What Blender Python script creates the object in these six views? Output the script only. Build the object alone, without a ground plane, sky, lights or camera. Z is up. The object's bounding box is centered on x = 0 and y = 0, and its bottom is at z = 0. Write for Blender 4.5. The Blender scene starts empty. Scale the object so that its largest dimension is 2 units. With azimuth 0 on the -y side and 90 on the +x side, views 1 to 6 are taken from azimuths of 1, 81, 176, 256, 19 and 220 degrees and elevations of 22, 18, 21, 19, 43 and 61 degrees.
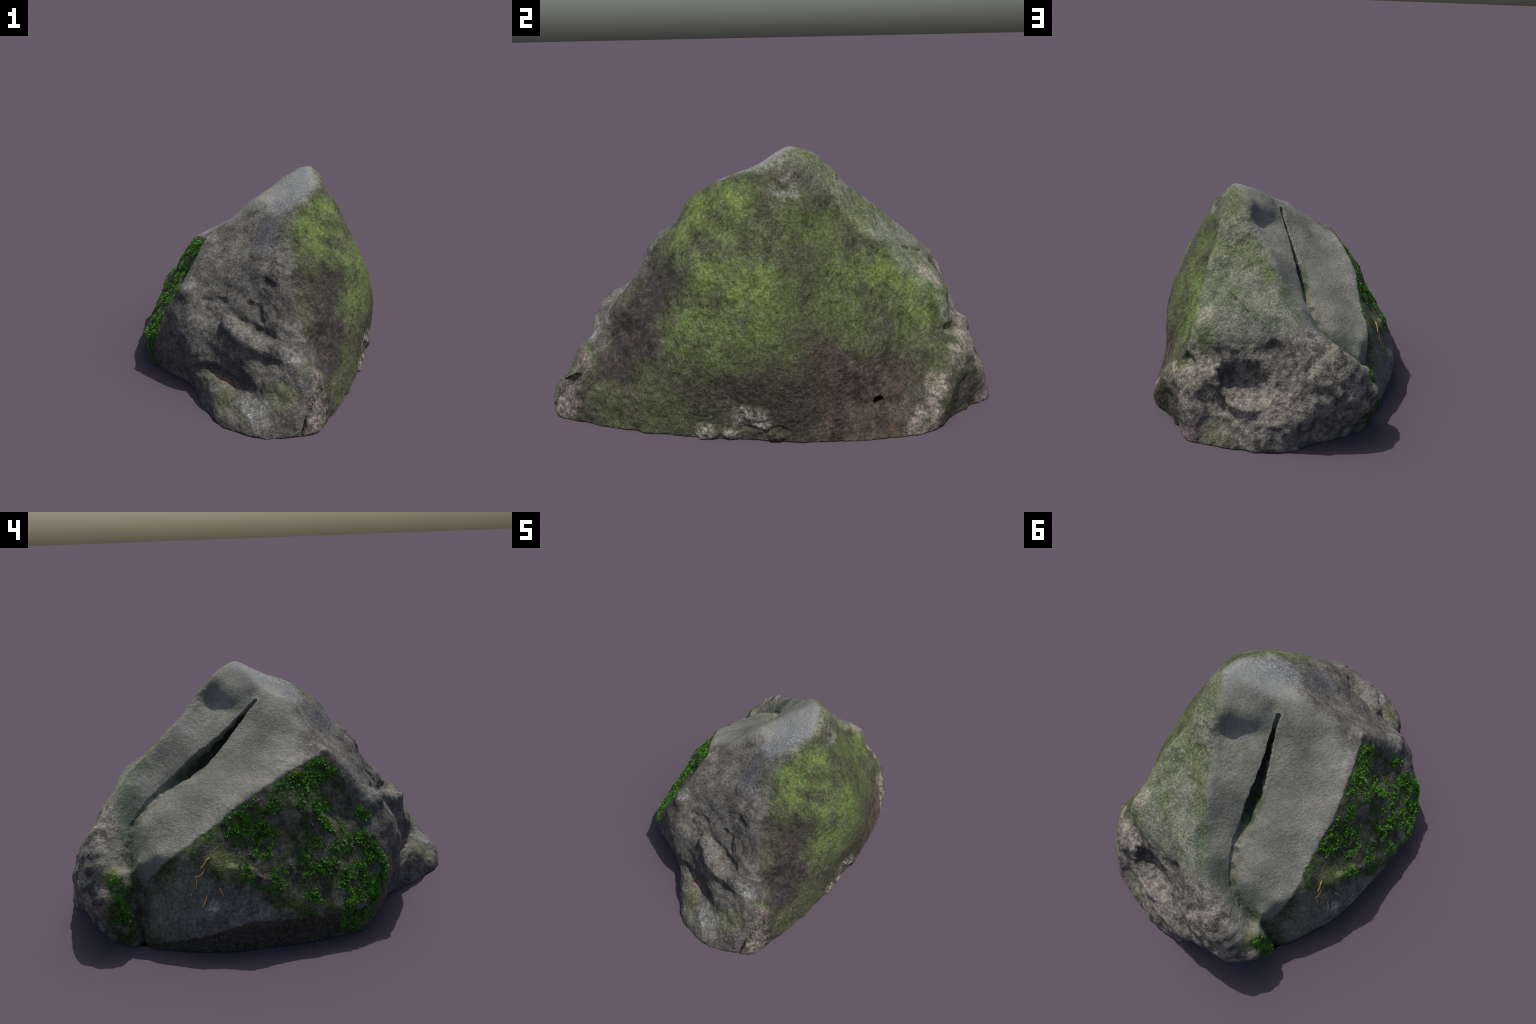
import bpy, bmesh, math, random
import numpy as np
from mathutils import Vector

# ---------------------------------------------------------------- boulder form
# The boulder is a faceted block.  CREASES are the edges where its faces meet,
# LANDMARKS are points on the faces between them (metres).  The faces are spanned
# between them, then rounded, carved and roughened below.
CENTRE = np.array([0.02, 0.10, 0.10])

CREASES = {
    "crest": [(0.335, 0.10, 1.05), (0.275, 0.07, 1.105), (0.21, 0.055, 1.085), (0.15, 0.05, 1.063), (0.076, 0.015, 1.018),
              (-0.043, -0.085, 0.950), (-0.145, -0.107, 0.87), (-0.225, -0.14, 0.815), (-0.315, -0.22, 0.765)],
    "moss_top_edge": [(-0.315, -0.22, 0.765), (-0.35, -0.09, 0.735), (-0.385, 0.04, 0.69), (-0.418, 0.185, 0.635),
                      (-0.43, 0.331, 0.525), (-0.49, 0.456, 0.425)],
    "moss_front_edge": [(-0.315, -0.22, 0.765), (-0.358, -0.292, 0.693), (-0.445, -0.371, 0.547), (-0.55, -0.40, 0.37),
                        (-0.605, -0.405, 0.26), (-0.64, -0.36, 0.165)],
    "front_west_edge": [(-0.445, -0.371, 0.547), (-0.488, -0.469, 0.43), (-0.402, -0.568, 0.30), (-0.303, -0.622, 0.20)],
    "east_top_edge": [(0.335, 0.10, 1.05), (0.32, 0.0, 1.045), (0.31, -0.05, 1.03), (0.31, -0.09, 1.012), (0.28, -0.18, 0.985),
                      (0.19, -0.255, 0.95), (0.13, -0.335, 0.88)],
    "upper_slab_ridge": [(0.275, 0.07, 1.10), (0.25, 0.131, 1.084), (0.205, 0.178, 1.064), (0.175, 0.212, 1.043), (0.19, 0.25, 0.997),
                         (0.185, 0.295, 0.952), (0.14, 0.345, 0.905), (0.085, 0.44, 0.835), (0.045, 0.52, 0.77), (0.035, 0.62, 0.695),
                         (0.02, 0.72, 0.61), (0.0, 0.80, 0.515)],
    "east_back_edge": [(0.335, 0.10, 1.05), (0.335, 0.195, 0.97), (0.36, 0.30, 0.835), (0.39, 0.42, 0.745),
                       (0.435, 0.54, 0.585), (0.46, 0.65, 0.52), (0.50, 0.71, 0.34), (0.53, 0.755, 0.28),
                       (0.62, 0.685, 0.25), (0.675, 0.625, 0.13), (0.695, 0.60, 0.06)],
    "crack_west_lip": [(0.0, 0.03, 0.955), (-0.03, 0.10, 0.885), (-0.06, 0.175, 0.81), (-0.105, 0.276, 0.71), (-0.125, 0.38, 0.645)],
    "crack_east_lip": [(0.02, 0.05, 0.945), (-0.005, 0.105, 0.90), (-0.025, 0.19, 0.845), (-0.053, 0.306, 0.765), (-0.08, 0.41, 0.69)],
    "valley": [(-0.115, 0.46, 0.635), (-0.115, 0.53, 0.60), (-0.145, 0.60, 0.553), (-0.18, 0.66, 0.505), (-0.22, 0.70, 0.463), (-0.29, 0.72, 0.40),
               (-0.35, 0.728, 0.335), (-0.385, 0.715, 0.27), (-0.425, 0.712, 0.20), (-0.47, 0.712, 0.05)],
    "rough_crest": [(-0.03, 0.62, 0.66), (-0.08, 0.70, 0.62), (-0.15, 0.79, 0.54), (-0.255, 0.85, 0.49), (-0.36, 0.842, 0.41),
                    (-0.445, 0.80, 0.31), (-0.475, 0.79, 0.20), (-0.485, 0.785, 0.10)],
    "rough_low_edge": [(-0.475, 0.80, 0.27), (-0.45, 0.868, 0.262), (-0.36, 0.945, 0.285), (-0.21, 0.98, 0.26),
                       (-0.12, 0.992, 0.21), (-0.04, 0.992, 0.16)],
    "west_band": [(-0.53, 0.64, 0.03), (-0.62, 0.48, 0.10), (-0.67, 0.33, 0.14), (-0.70, 0.10, 0.16),
                  (-0.71, -0.12, 0.15), (-0.685, -0.27, 0.15), (-0.64, -0.36, 0.165)],
    "foot": [(0.26, -0.95, -0.04), (0.19, -0.985, -0.04), (0.08, -1.005, -0.04), (-0.06, -0.98, -0.04), (-0.21, -0.88, -0.04),
             (-0.32, -0.70, -0.04), (-0.365, -0.56, -0.04), (-0.38, -0.48, -0.04), (-0.56, -0.34, -0.04), (-0.645, -0.26, -0.04),
             (-0.66, -0.05, -0.04), (-0.635, 0.25, -0.04), (-0.60, 0.45, -0.04), (-0.52, 0.63, -0.04), (-0.485, 0.69, -0.04),
             (-0.48, 0.775, -0.04), (-0.36, 0.82, -0.04), (-0.2, 0.885, -0.04), (-0.1, 0.92, -0.04), (-0.05, 1.0, -0.04),
             (0.2, 0.985, -0.04), (0.485, 0.93, -0.04), (0.545, 0.74, -0.04), (0.59, 0.66, -0.04), (0.665, 0.59, -0.04), (0.70, 0.5, -0.04),
             (0.70, 0.38, -0.04), (0.69, 0.24, -0.04), (0.66, 0.08, -0.04), (0.60, -0.11, -0.04), (0.54, -0.35, -0.04),
             (0.47, -0.53, -0.04), (0.41, -0.73, -0.04), (0.33, -0.83, -0.04), (0.26, -0.95, -0.04)],
    "west_slab_foot": [(-0.345, 0.675, 0.385), (-0.425, 0.595, 0.405), (-0.49, 0.456, 0.425), (-0.585, 0.33, 0.33), (-0.615, 0.219, 0.335)],
    "step_foot": [(0.145, 0.225, 0.915), (0.10, 0.198, 0.905), (0.05, 0.152, 0.905), (0.0, 0.108, 0.903)],
    "knob_edge": [(0.13, -0.745, 0.37), (0.18, -0.755, 0.355), (0.217, -0.796, 0.30), (0.26, -0.835, 0.245), (0.30, -0.843, 0.20), (0.265, -0.945, 0.03)],
    "thumb": [(-0.335, -0.615, 0.135), (-0.255, -0.72, 0.13), (-0.165, -0.785, 0.115), (-0.05, -0.845, 0.10)],
    "hollow_rim": [(0.36, 0.82, 0.33), (0.26, 0.885, 0.22), (0.16, 0.915, 0.20), (0.067, 0.925, 0.195)],
}

LANDMARKS = {
    "summit": [(0.13, -0.07, 0.982), (0.06, -0.09, 0.955), (-0.004, -0.136, 0.938), (0.20, -0.12, 0.995), (0.365, 0.0, 0.98), (0.385, -0.15, 0.92),
               (0.28, 0.045, 1.093), (0.28, 0.0, 1.072), (0.285, -0.05, 1.042), (0.09, 0.145, 0.985), (0.055, 0.10, 0.972), (0.125, 0.165, 1.005)],
    "slab": [(-0.20, 0.04, 0.787), (-0.10, -0.02, 0.905), (-0.15, 0.16, 0.765), (-0.27, 0.37, 0.616),
             (-0.29, 0.20, 0.665), (-0.40, 0.55, 0.44), (-0.285, 0.57, 0.517), (-0.225, 0.37, 0.635)],
    "upper_slab": [(0.105, 0.21, 0.91), (0.055, 0.314, 0.845), (-0.035, 0.52, 0.685)],
    "west_foot": [(-0.44, 0.655, 0.275), (-0.482, 0.59, 0.30), (-0.53, 0.56, 0.25), (-0.50, 0.63, 0.18), (-0.55, 0.62, 0.10), (-0.645, 0.42, 0.17)],
    "moss_face": [(-0.495, -0.04, 0.55), (-0.565, -0.275, 0.345), (-0.435, -0.21, 0.515), (-0.38, -0.19, 0.645),
                  (-0.55, -0.15, 0.415), (-0.445, -0.27, 0.505), (-0.53, 0.10, 0.45), (-0.615, 0.01, 0.32), (-0.655, -0.15, 0.24)],
    "front_west": [(-0.585, -0.375, 0.08), (-0.455, -0.505, 0.14)],
    "front_face": [(0.129, -0.432, 0.748), (0.003, -0.293, 0.818), (-0.105, -0.40, 0.681), (-0.224, -0.413, 0.605),
                   (-0.254, -0.494, 0.499), (-0.389, -0.379, 0.572), (-0.422, -0.435, 0.524), (0.03, -0.522, 0.63),
                   (0.084, -0.49, 0.699), (-0.153, -0.44, 0.634), (0.01, -0.455, 0.70), (-0.325, -0.495, 0.45), (-0.035, -0.55, 0.51), (0.03, -0.319, 0.836),
                   (-0.20, -0.28, 0.725), (-0.08, -0.27, 0.772), (0.0, -0.21, 0.868), (-0.115, -0.16, 0.868), (-0.165, -0.195, 0.825), (0.216, -0.691, 0.43), (0.10, -0.57, 0.565),
                   (0.045, -0.575, 0.53), (0.21, -0.47, 0.72), (-0.36, -0.53, 0.42), (0.10, -0.68, 0.43)],
    "front_lobes": [(0.14, -0.94, 0.09), (-0.11, -0.595, 0.40), (0.0, -0.665, 0.375), (-0.237, -0.59, 0.375),
                    (-0.26, -0.605, 0.27), (-0.062, -0.775, 0.155), (-0.136, -0.725, 0.12), (0.11, -0.88, 0.17), (0.30, -0.84, 0.20),
                    (0.226, -0.835, 0.29), (0.0, -0.77, 0.27), (-0.20, -0.685, 0.175), (-0.15, -0.71, 0.22), (-0.22, -0.65, 0.25), (-0.05, -0.79, 0.22), (-0.15, -0.705, 0.32), (-0.085, -0.73, 0.335), (-0.19, -0.675, 0.295), (0.27, -0.69, 0.37),
                    (-0.20, -0.85, 0.055), (-0.07, -0.92, 0.065), (0.06, -0.96, 0.05), (-0.295, -0.735, 0.07), (0.20, -0.925, 0.145), (0.30, -0.70, 0.29)],
    "east_face": [(0.36, -0.206, 0.91), (0.38, -0.58, 0.345), (0.48, 0.0, 0.79), (0.535, -0.20, 0.635), (0.555, -0.13, 0.645),
                  (0.575, 0.02, 0.60), (0.64, -0.03, 0.44), (0.67, -0.02, 0.28), (0.53, 0.16, 0.66),
                  (0.51, 0.29, 0.59), (0.60, 0.26, 0.465), (0.637, 0.29, 0.37), (0.655, 0.245, 0.28), (0.32, -0.46, 0.64), (0.44, -0.335, 0.68), (0.43, -0.385, 0.645),
                  (0.475, -0.56, 0.12), (0.585, -0.29, 0.30), (0.59, -0.26, 0.38), (0.655, 0.12, 0.39), (0.64, 0.50, 0.15), (0.70, 0.50, 0.05), (0.64, 0.345, 0.21), (0.50, 0.825, 0.23), (0.51, 0.86, 0.12), (0.675, 0.0, 0.14), (0.45, -0.01, 0.87), (0.395, -0.085, 0.96), (0.425, 0.05, 0.895),
                  (0.30, -0.35, 0.81), (0.40, 0.17, 0.825),
                  (0.38, -0.76, 0.16), (0.50, -0.42, 0.40), (0.47, 0.40, 0.62), (0.54, 0.52, 0.39), (0.67, 0.1, 0.18)],
    "back_shoulder": [(0.298, 0.554, 0.655), (0.202, 0.676, 0.60), (0.22, 0.525, 0.69), (0.265, 0.37, 0.81), (0.285, 0.44, 0.725), (0.285, 0.285, 0.925), (0.27, 0.235, 0.985),
                      (0.36, 0.72, 0.50), (0.425, 0.685, 0.53), (0.13, 0.60, 0.66), ],
    "rough_back": [(0.31, 0.785, 0.375), (0.24, 0.815, 0.27), (0.058, 0.786, 0.474), (0.256, 0.723, 0.523), (0.495, 0.77, 0.303),
                   (0.0, 0.87, 0.36), (-0.05, 0.945, 0.28), (-0.05, 0.985, 0.05), (0.14, 0.83, 0.26), (0.15, 0.99, 0.08), (0.32, 0.845, 0.20), (0.43, 0.81, 0.30),
                   (-0.14, 0.89, 0.43), (-0.30, 0.925, 0.40), (-0.21, 0.945, 0.365), (0.467, 0.866, 0.174), (0.25, 0.93, 0.12), (-0.355, 0.875, 0.08), (-0.355, 0.95, 0.19), (-0.42, 0.895, 0.18)],
    "underside": [(0.0, 0.0, -0.04), (0.3, 0.4, -0.04), (-0.3, 0.4, -0.04), (0.2, -0.5, -0.04), (-0.2, -0.35, -0.04),
                  (0.0, 0.7, -0.04), (0.4, 0.0, -0.04), (-0.4, 0.0, -0.04), (0.05, -0.75, -0.04), (0.3, 0.75, -0.04)],
}


def all_points(step=0.05):
    pts = []
    for line in CREASES.values():
        for a, b in zip(line[:-1], line[1:]):
            a, b = np.array(a), np.array(b)
            n = max(1, int(round(np.linalg.norm(b - a) / step)))
            pts += [a + (b - a) * i / n for i in range(n)]
        pts.append(np.array(line[-1]))
    for group in LANDMARKS.values():
        pts += [np.array(p) for p in group]
    keep = []
    for p in pts:
        if all(np.linalg.norm(p - k) > 0.012 for k in keep):
            keep.append(p)
    return np.array(keep)


def span_facets(points):
    """Triangles between neighbouring landmarks as seen from the block's centre."""
    d = points - CENTRE
    d /= np.linalg.norm(d, axis=1)[:, None]
    bm = bmesh.new()
    vs = [bm.verts.new(p) for p in d]
    bm.verts.index_update()
    res = bmesh.ops.convex_hull(bm, input=vs, use_existing_faces=False)
    bmesh.ops.triangulate(bm, faces=[f for f in bm.faces if len(f.verts) > 3])
    tri = np.array([[v.index for v in f.verts] for f in bm.faces])
    bm.free()
    return tri


def facet_surface(points, tri, dirs):
    """Where a ray from the centre meets the facets."""
    q = points - CENTRE
    rho = np.zeros(len(dirs))
    best = np.full(len(dirs), -1e9)
    for t in tri:
        m = q[t]
        c = m.sum(0)
        c /= np.linalg.norm(c)
        u = m / np.linalg.norm(m, axis=1)[:, None]
        near = np.nonzero(dirs @ c > (u @ c).min() - 0.002)[0]
        if not len(near) or abs(np.linalg.det(m)) < 1e-9:
            continue
        w = dirs[near] @ np.linalg.inv(m)
        low = w.min(1)
        better = low > best[near]
        idx = near[better]
        best[idx] = low[better]
        rho[idx] = 1.0 / w[better].sum(1)
    return rho


def refine(co, tris, extra=()):
    """Split every triangle in four; extra arrays of per-vertex values follow."""
    e = np.sort(np.concatenate([tris[:, [0, 1]], tris[:, [1, 2]], tris[:, [2, 0]]]), axis=1)
    key = e[:, 0].astype(np.int64) * len(co) + e[:, 1]
    uniq, first, inv = np.unique(key, return_index=True, return_inverse=True)
    ue = e[first]
    n, m = len(co), len(tris)
    ab, bc, ca = n + inv[:m], n + inv[m:2 * m], n + inv[2 * m:]
    a, b, c = tris.T
    new = np.concatenate([np.stack(x, 1) for x in ((a, ab, ca), (ab, b, bc), (ca, bc, c), (ab, bc, ca))])
    grow = lambda v: np.concatenate([v, 0.5 * (v[ue[:, 0]] + v[ue[:, 1]])])
    return grow(co), new.astype(np.int32), [grow(v) for v in extra]


def icosphere(level):
    bm = bmesh.new()
    bmesh.ops.create_icosphere(bm, subdivisions=level, radius=1.0)
    me = bpy.data.meshes.new("rock")
    bm.to_mesh(me)
    bm.free()
    return me


def get_co(me):
    a = np.empty(len(me.vertices) * 3)
    me.vertices.foreach_get("co", a)
    return a.reshape(-1, 3)


def get_tris(me):
    a = np.empty(len(me.polygons) * 3, dtype=np.int32)
    me.polygons.foreach_get("vertices", a)
    return a.reshape(-1, 3)


def normals_of(co, tris):
    f = np.cross(co[tris[:, 1]] - co[tris[:, 0]], co[tris[:, 2]] - co[tris[:, 0]])
    n = np.zeros_like(co)
    for i in range(3):
        for k in range(3):
            n[:, k] += np.bincount(tris[:, i], f[:, k], len(co))
    return n / np.maximum(np.linalg.norm(n, axis=1), 1e-12)[:, None]


def relax(co, tris, rounds, amount=0.5):
    n = len(co)
    deg = np.bincount(tris.ravel(), minlength=n) * 2.0
    for _ in range(rounds):
        acc = np.zeros_like(co)
        for k in range(3):
            s = co[tris, k]
            tot = s.sum(1)
            for i in range(3):
                acc[:, k] += np.bincount(tris[:, i], tot - s[:, i], n)
        co = co + np.reshape(amount, (-1, 1)) * (acc / deg[:, None] - co)
    return co


# ---------------------------------------------------------------- noise helpers
def _hash(ix, iy, iz, seed):
    h = (ix * 374761393 + iy * 668265263 + iz * 2147483647 + seed * 1274126177) & 0xFFFFFFFF
    h = ((h ^ (h >> 13)) * 1274126177) & 0xFFFFFFFF
    h = ((h ^ (h >> 16)) * 2246822519) & 0xFFFFFFFF
    return ((h ^ (h >> 15)) & 0xFFFFFF) / float(0xFFFFFF) * 2 - 1


def noise(p, freq, seed):
    q = p * freq
    i = np.floor(q).astype(np.int64)
    f = q - i
    f = f * f * f * (f * (f * 6 - 15) + 10)
    r = 0.0
    for dx in (0, 1):
        wx = f[:, 0] if dx else 1 - f[:, 0]
        for dy in (0, 1):
            wy = f[:, 1] if dy else 1 - f[:, 1]
            for dz in (0, 1):
                wz = f[:, 2] if dz else 1 - f[:, 2]
                r = r + wx * wy * wz * _hash(i[:, 0] + dx, i[:, 1] + dy, i[:, 2] + dz, seed)
    return r


def fbm(p, freq, octaves, seed, gain=0.5):
    r, a = 0.0, 1.0
    for o in range(octaves):
        r = r + a * noise(p + 3.17 * o, freq * 2.03 ** o, seed + o)
        a *= gain
    return r


def smooth(e0, e1, x):
    t = np.clip((x - e0) / (e1 - e0), 0, 1)
    return t * t * (3 - 2 * t)


# ---------------------------------------------------------------- sculpting
def along(co, path):
    """Distance to a poly-line and the parameter (0..1) of the nearest point."""
    path = np.asarray(path, float)
    path = path[np.concatenate([[True], np.linalg.norm(np.diff(path, axis=0), axis=1) > 1e-6])]
    seg = np.linalg.norm(np.diff(path, axis=0), axis=1)
    cum = np.concatenate([[0], np.cumsum(seg)]) / seg.sum()
    best = np.full(len(co), 1e9)
    par = np.zeros(len(co))
    for i in range(len(path) - 1):
        a, v = path[i], path[i + 1] - path[i]
        t = np.clip((co - a) @ v / (v @ v), 0, 1)
        dd = np.linalg.norm(co - a - t[:, None] * v, axis=1)
        m = dd < best
        best[m] = dd[m]
        par[m] = (cum[i] + t * (cum[i + 1] - cum[i]))[m]
    return best, par


def stroke(co, nrm, path, width, depth, sharp=1.0, direction=None, ragged=0.0):
    """Push the surface along a path: depth > 0 raises, < 0 carves.
    width and depth may be lists spread evenly over the path."""
    path = np.asarray(path, float)
    line = []
    for a, b in zip(path[:-1], path[1:]):
        n = max(1, int(np.linalg.norm(b - a) / 0.03))
        line += [a + (b - a) * i / n for i in range(n)]
    line = np.array(line + [path[-1]])
    reach = 0.10 + (max(width) if isinstance(width, (list, tuple)) else width)
    box = np.nonzero(((co > line.min(0) - reach) & (co < line.max(0) + reach)).all(1))[0]
    near = co[box]
    line = np.array([near[np.argmin(((near - p) ** 2).sum(1))] for p in line])  # lay it on the surface
    d, t = along(near, line)
    w = np.interp(t, np.linspace(0, 1, len(width)), width) if isinstance(width, (list, tuple)) else width
    h = np.interp(t, np.linspace(0, 1, len(depth)), depth) if isinstance(depth, (list, tuple)) else depth
    if ragged:
        d = d + ragged * (noise(near, 26, 90) + 0.5 * noise(near, 70, 91))
    x = np.clip(d / w, 0, 1)
    if sharp == "roll":
        fall = np.sqrt(1 - x * x)
    else:
        fall = (1 - x * x) ** 2 if sharp == 1.0 else 1 - smooth(1 - sharp, 1, x)
    v = nrm[box] if direction is None else np.asarray(direction, float) / np.linalg.norm(direction)
    co = co.copy()
    co[box] += v * (h * fall)[:, None]
    return co


def block_form(detail):
    pts = all_points()
    facets = span_facets(pts)
    base = icosphere(7)
    dirs = get_co(base) + np.array([0.0, 0.0, 0.55])
    dirs /= np.linalg.norm(dirs, axis=1)[:, None]
    tris = get_tris(base)
    bpy.data.meshes.remove(base)
    co = CENTRE + dirs * facet_surface(pts, facets, dirs)[:, None]
    # crisp near the creases, flowing on the open faces
    near = np.full(len(co), 1e9)
    for name, line in CREASES.items():
        near = np.minimum(near, along(co, line)[0])
    ease = 0.12 + 0.5 * smooth(0.015, 0.07, near)
    co = relax(co, tris, 14, ease)
    # bring the eased faces back onto their landmarks
    for width, gain in ((0.07, 0.8), (0.045, 0.8), (0.03, 0.6)):
        nrm = normals_of(co, tris)
        pull = np.zeros(len(co))
        weight = np.full(len(co), 0.25)
        for p in pts:
            d2 = ((co - p) ** 2).sum(1)
            i = np.argmin(d2)
            delta = np.clip((p - co[i]) @ nrm[i], -0.05, 0.05)
            near = np.nonzero(d2 < 5 * width * width)[0]
            w = np.exp(-d2[near] / (width * width)) * np.maximum(nrm[near] @ nrm[i], 0)
            pull[near] += w * delta
            weight[near] += w
        co = co + nrm * (gain * pull / weight)[:, None]
        co = relax(co, tris, 2, 0.25)
    for _ in range(detail):
        co, tris, _x = refine(co, tris)
        co = relax(co, tris, 3, 0.4)
    return co, tris


def make_mesh(name, co, tris):
    me = bpy.data.meshes.new(name)
    me.vertices.add(len(co))
    me.vertices.foreach_set("co", co.astype(np.float32).ravel())
    me.loops.add(tris.size)
    me.loops.foreach_set("vertex_index", tris.astype(np.int32).ravel())
    me.polygons.add(len(tris))
    me.polygons.foreach_set("loop_start", np.arange(0, tris.size, 3, dtype=np.int32))
    me.update(calc_edges=True)
    me.validate()
    me.shade_smooth()
    return me


def build_rock(detail=2):
    co, tris = block_form(detail)
    nrm = normals_of(co, tris)

    def carve(path, width, depth, sharp=1.0, direction=None, ragged=0.0):
        nonlocal co
        co = stroke(co, nrm, path, width, depth, sharp, direction, ragged)

    # two finger-like rolls at the front foot and the gap between them
    carve([(-0.18, -0.585, 0.425), (-0.12, -0.655, 0.405), (-0.03, -0.71, 0.38), (0.08, -0.75, 0.35)],
          [0.045, 0.055, 0.055, 0.05], [0.045, 0.058, 0.052, 0.035], "roll", (-0.15, -0.65, 0.7))
    carve([(-0.11, -0.575, 0.44), (-0.04, -0.63, 0.42), (0.06, -0.695, 0.40)], 0.03, -0.016)
    carve([(-0.335, -0.62, 0.12), (-0.255, -0.72, 0.12), (-0.165, -0.79, 0.105), (-0.06, -0.85, 0.095)], [0.05, 0.055, 0.055, 0.045], [0.02, 0.025, 0.02, 0.008], "roll", (-0.2, -0.45, 0.85))
    carve([(-0.34, -0.575, 0.15), (-0.27, -0.64, 0.18), (-0.20, -0.69, 0.165), (-0.136, -0.728, 0.15)], [0.035, 0.045, 0.045, 0.03], [-0.03, -0.035, -0.03, -0.012])
    box = np.nonzero(((co > (-0.45, -0.95, 0.03)) & (co < (0.2, -0.48, 0.55))).all(1))[0]
    soft = np.zeros(len(co))
    soft[box] = 0.5 * smooth(0.0, 0.05, np.minimum(co[box] - (-0.45, -0.95, 0.03), np.array((0.2, -0.48, 0.55)) - co[box]).min(1))
    touched = tris[(soft[tris] > 0).any(1)]
    ids, local = np.unique(touched, return_inverse=True)
    co[ids] = relax(co[ids], local.reshape(-1, 3).astype(np.int32), 10, soft[ids])
    nrm = normals_of(co, tris)
    # groove that runs on from the crack down the seam to the ground
    seam = [(-0.10, 0.45, 0.64), (-0.115, 0.53, 0.60), (-0.145, 0.60, 0.553), (-0.18, 0.66, 0.505), (-0.22, 0.70, 0.463), (-0.29, 0.72, 0.40),
            (-0.35, 0.728, 0.335), (-0.385, 0.715, 0.27), (-0.425, 0.712, 0.20), (-0.47, 0.712, 0.05), (-0.48, 0.71, 0.0)]
    carve(seam, 0.05, [-0.004, -0.008, -0.012, -0.015], 1.0)
    carve(seam, 0.016, [-0.016, -0.010, -0.008, -0.012, -0.018, -0.022], 0.8, None, 0.004)
    # hollow, dents and grooves of the back
    carve([(0.25, 0.83, 0.30), (0.17, 0.85, 0.27)], 0.12, -0.032)
    carve([(0.30, 0.81, 0.34), (0.27, 0.83, 0.28)], 0.05, -0.016)
    carve([(0.37, 0.83, 0.36), (0.36, 0.86, 0.29), (0.29, 0.905, 0.215), (0.19, 0.925, 0.185), (0.06, 0.935, 0.185)], 0.045, [0.014, 0.016, 0.014, 0.012, 0.006])
    carve([(0.50, 0.69, 0.345), (0.47, 0.72, 0.33)], 0.04, -0.03)
    carve([(0.07, 0.80, 0.47), (0.04, 0.81, 0.46)], 0.045, -0.02)
    carve([(0.30, 0.55, 0.658), (0.25, 0.615, 0.635), (0.20, 0.68, 0.60)], 0.018, [-0.008, -0.012, -0.016])
    # mossy lip across the soil face
    carve([(-0.56, 0.31, 0.36), (-0.60, 0.24, 0.35), (-0.63, 0.17, 0.315)], 0.03, 0.012, 1.0, None, 0.006)
    carve([(-0.585, 0.31, 0.325), (-0.62, 0.24, 0.31)], 0.025, -0.010)
    # dents of the front face
    carve([(-0.02, -0.50, 0.645), (0.05, -0.535, 0.622)], 0.03, [-0.006, -0.014])
    carve([(-0.08, -0.37, 0.71), (-0.11, -0.42, 0.66)], 0.05, -0.003)
    carve([(-0.31, -0.48, 0.51), (-0.20, -0.49, 0.50)], 0.03, -0.012)
    carve([(-0.07, -0.54, 0.515), (-0.02, -0.555, 0.50), (0.0, -0.60, 0.45)], 0.03, -0.014)
    carve([(-0.39, -0.38, 0.575), (-0.42, -0.43, 0.525)], 0.035, 0.012)
    # split at the front foot
    carve([(0.30, -0.842, 0.20), (0.238, -0.892, 0.145), (0.209, -0.935, 0.037), (0.19, -0.97, 0.0)], [0.008, 0.011, 0.013, 0.016], [-0.02, -0.035, -0.04, -0.04], 0.7, None, 0.003)
    # stones bedded in the east foot
    for x, y, z, r in ((0.625, -0.16, 0.10, 0.05), (0.60, -0.12, 0.06, 0.04), (0.55, -0.35, 0.02, 0.045), (0.575, -0.25, 0.02, 0.03),
                       (0.63, -0.08, 0.03, 0.03)):
        carve([(x, y, z), (x + 0.004, y + 0.7 * r, z + 0.2 * r)], r, 0.016, 0.9, None, 0.012)
    carve([(0.61, -0.20, 0.055), (0.65, -0.02, 0.05)], 0.025, -0.009, 1.0, None, 0.008)

    # scoop under the summit, small pit copying a scan hole low in the east face
    carve([(0.37, 0.05, 0.965), (0.375, 0.11, 0.96)], 0.06, -0.010)
    carve([(0.675, 0.333, 0.15), (0.675, 0.347, 0.155)], 0.019, -0.07, 0.4, None, 0.004)

    # crack between the two slabs
    crack = [(0.0, 0.04, 0.945), (-0.016, 0.096, 0.905), (-0.042, 0.175, 0.83), (-0.078, 0.29, 0.738),
             (-0.105, 0.41, 0.662), (-0.13, 0.53, 0.59)]
    carve(crack, [0.010, 0.016, 0.026, 0.043, 0.038, 0.03], [-0.02, -0.055, -0.075, -0.065, -0.04, -0.012], 0.5, None, 0.004)

    # weathered relief: lumpy on the broken back, gentle elsewhere
    nrm = normals_of(co, tris)
    back = smooth(0.64, 0.86, co[:, 1] + 0.10 * np.abs(co[:, 0]) - 0.25 * smooth(0.42, 0.66, co[:, 2]) + 0.05 * noise(co, 6, 5))
    west = smooth(0.0, 0.12, -co[:, 0] - 0.45 * smooth(0.30, 0.75, co[:, 2]))
    slab = smooth(-0.02, 0.10, 0.33 * co[:, 2] - 0.05 - 0.75 * co[:, 0] + 0.35 * co[:, 1]) * (1 - back)
    front = smooth(0.30, 0.45, -co[:, 1] - 0.35 * np.maximum(co[:, 0], 0)) * (1 - back)
    a0, b0, h0 = np.array((-0.08, 0.71, 0.62)), np.array((-0.445, 0.815, 0.31)), np.array((0.0, 0.0, 0.20))
    n0 = np.cross(b0 - a0, h0 - a0)
    n0 /= np.linalg.norm(n0) * np.sign(n0 @ (np.array((0.2, 0.95, 0.2)) - a0))
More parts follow.
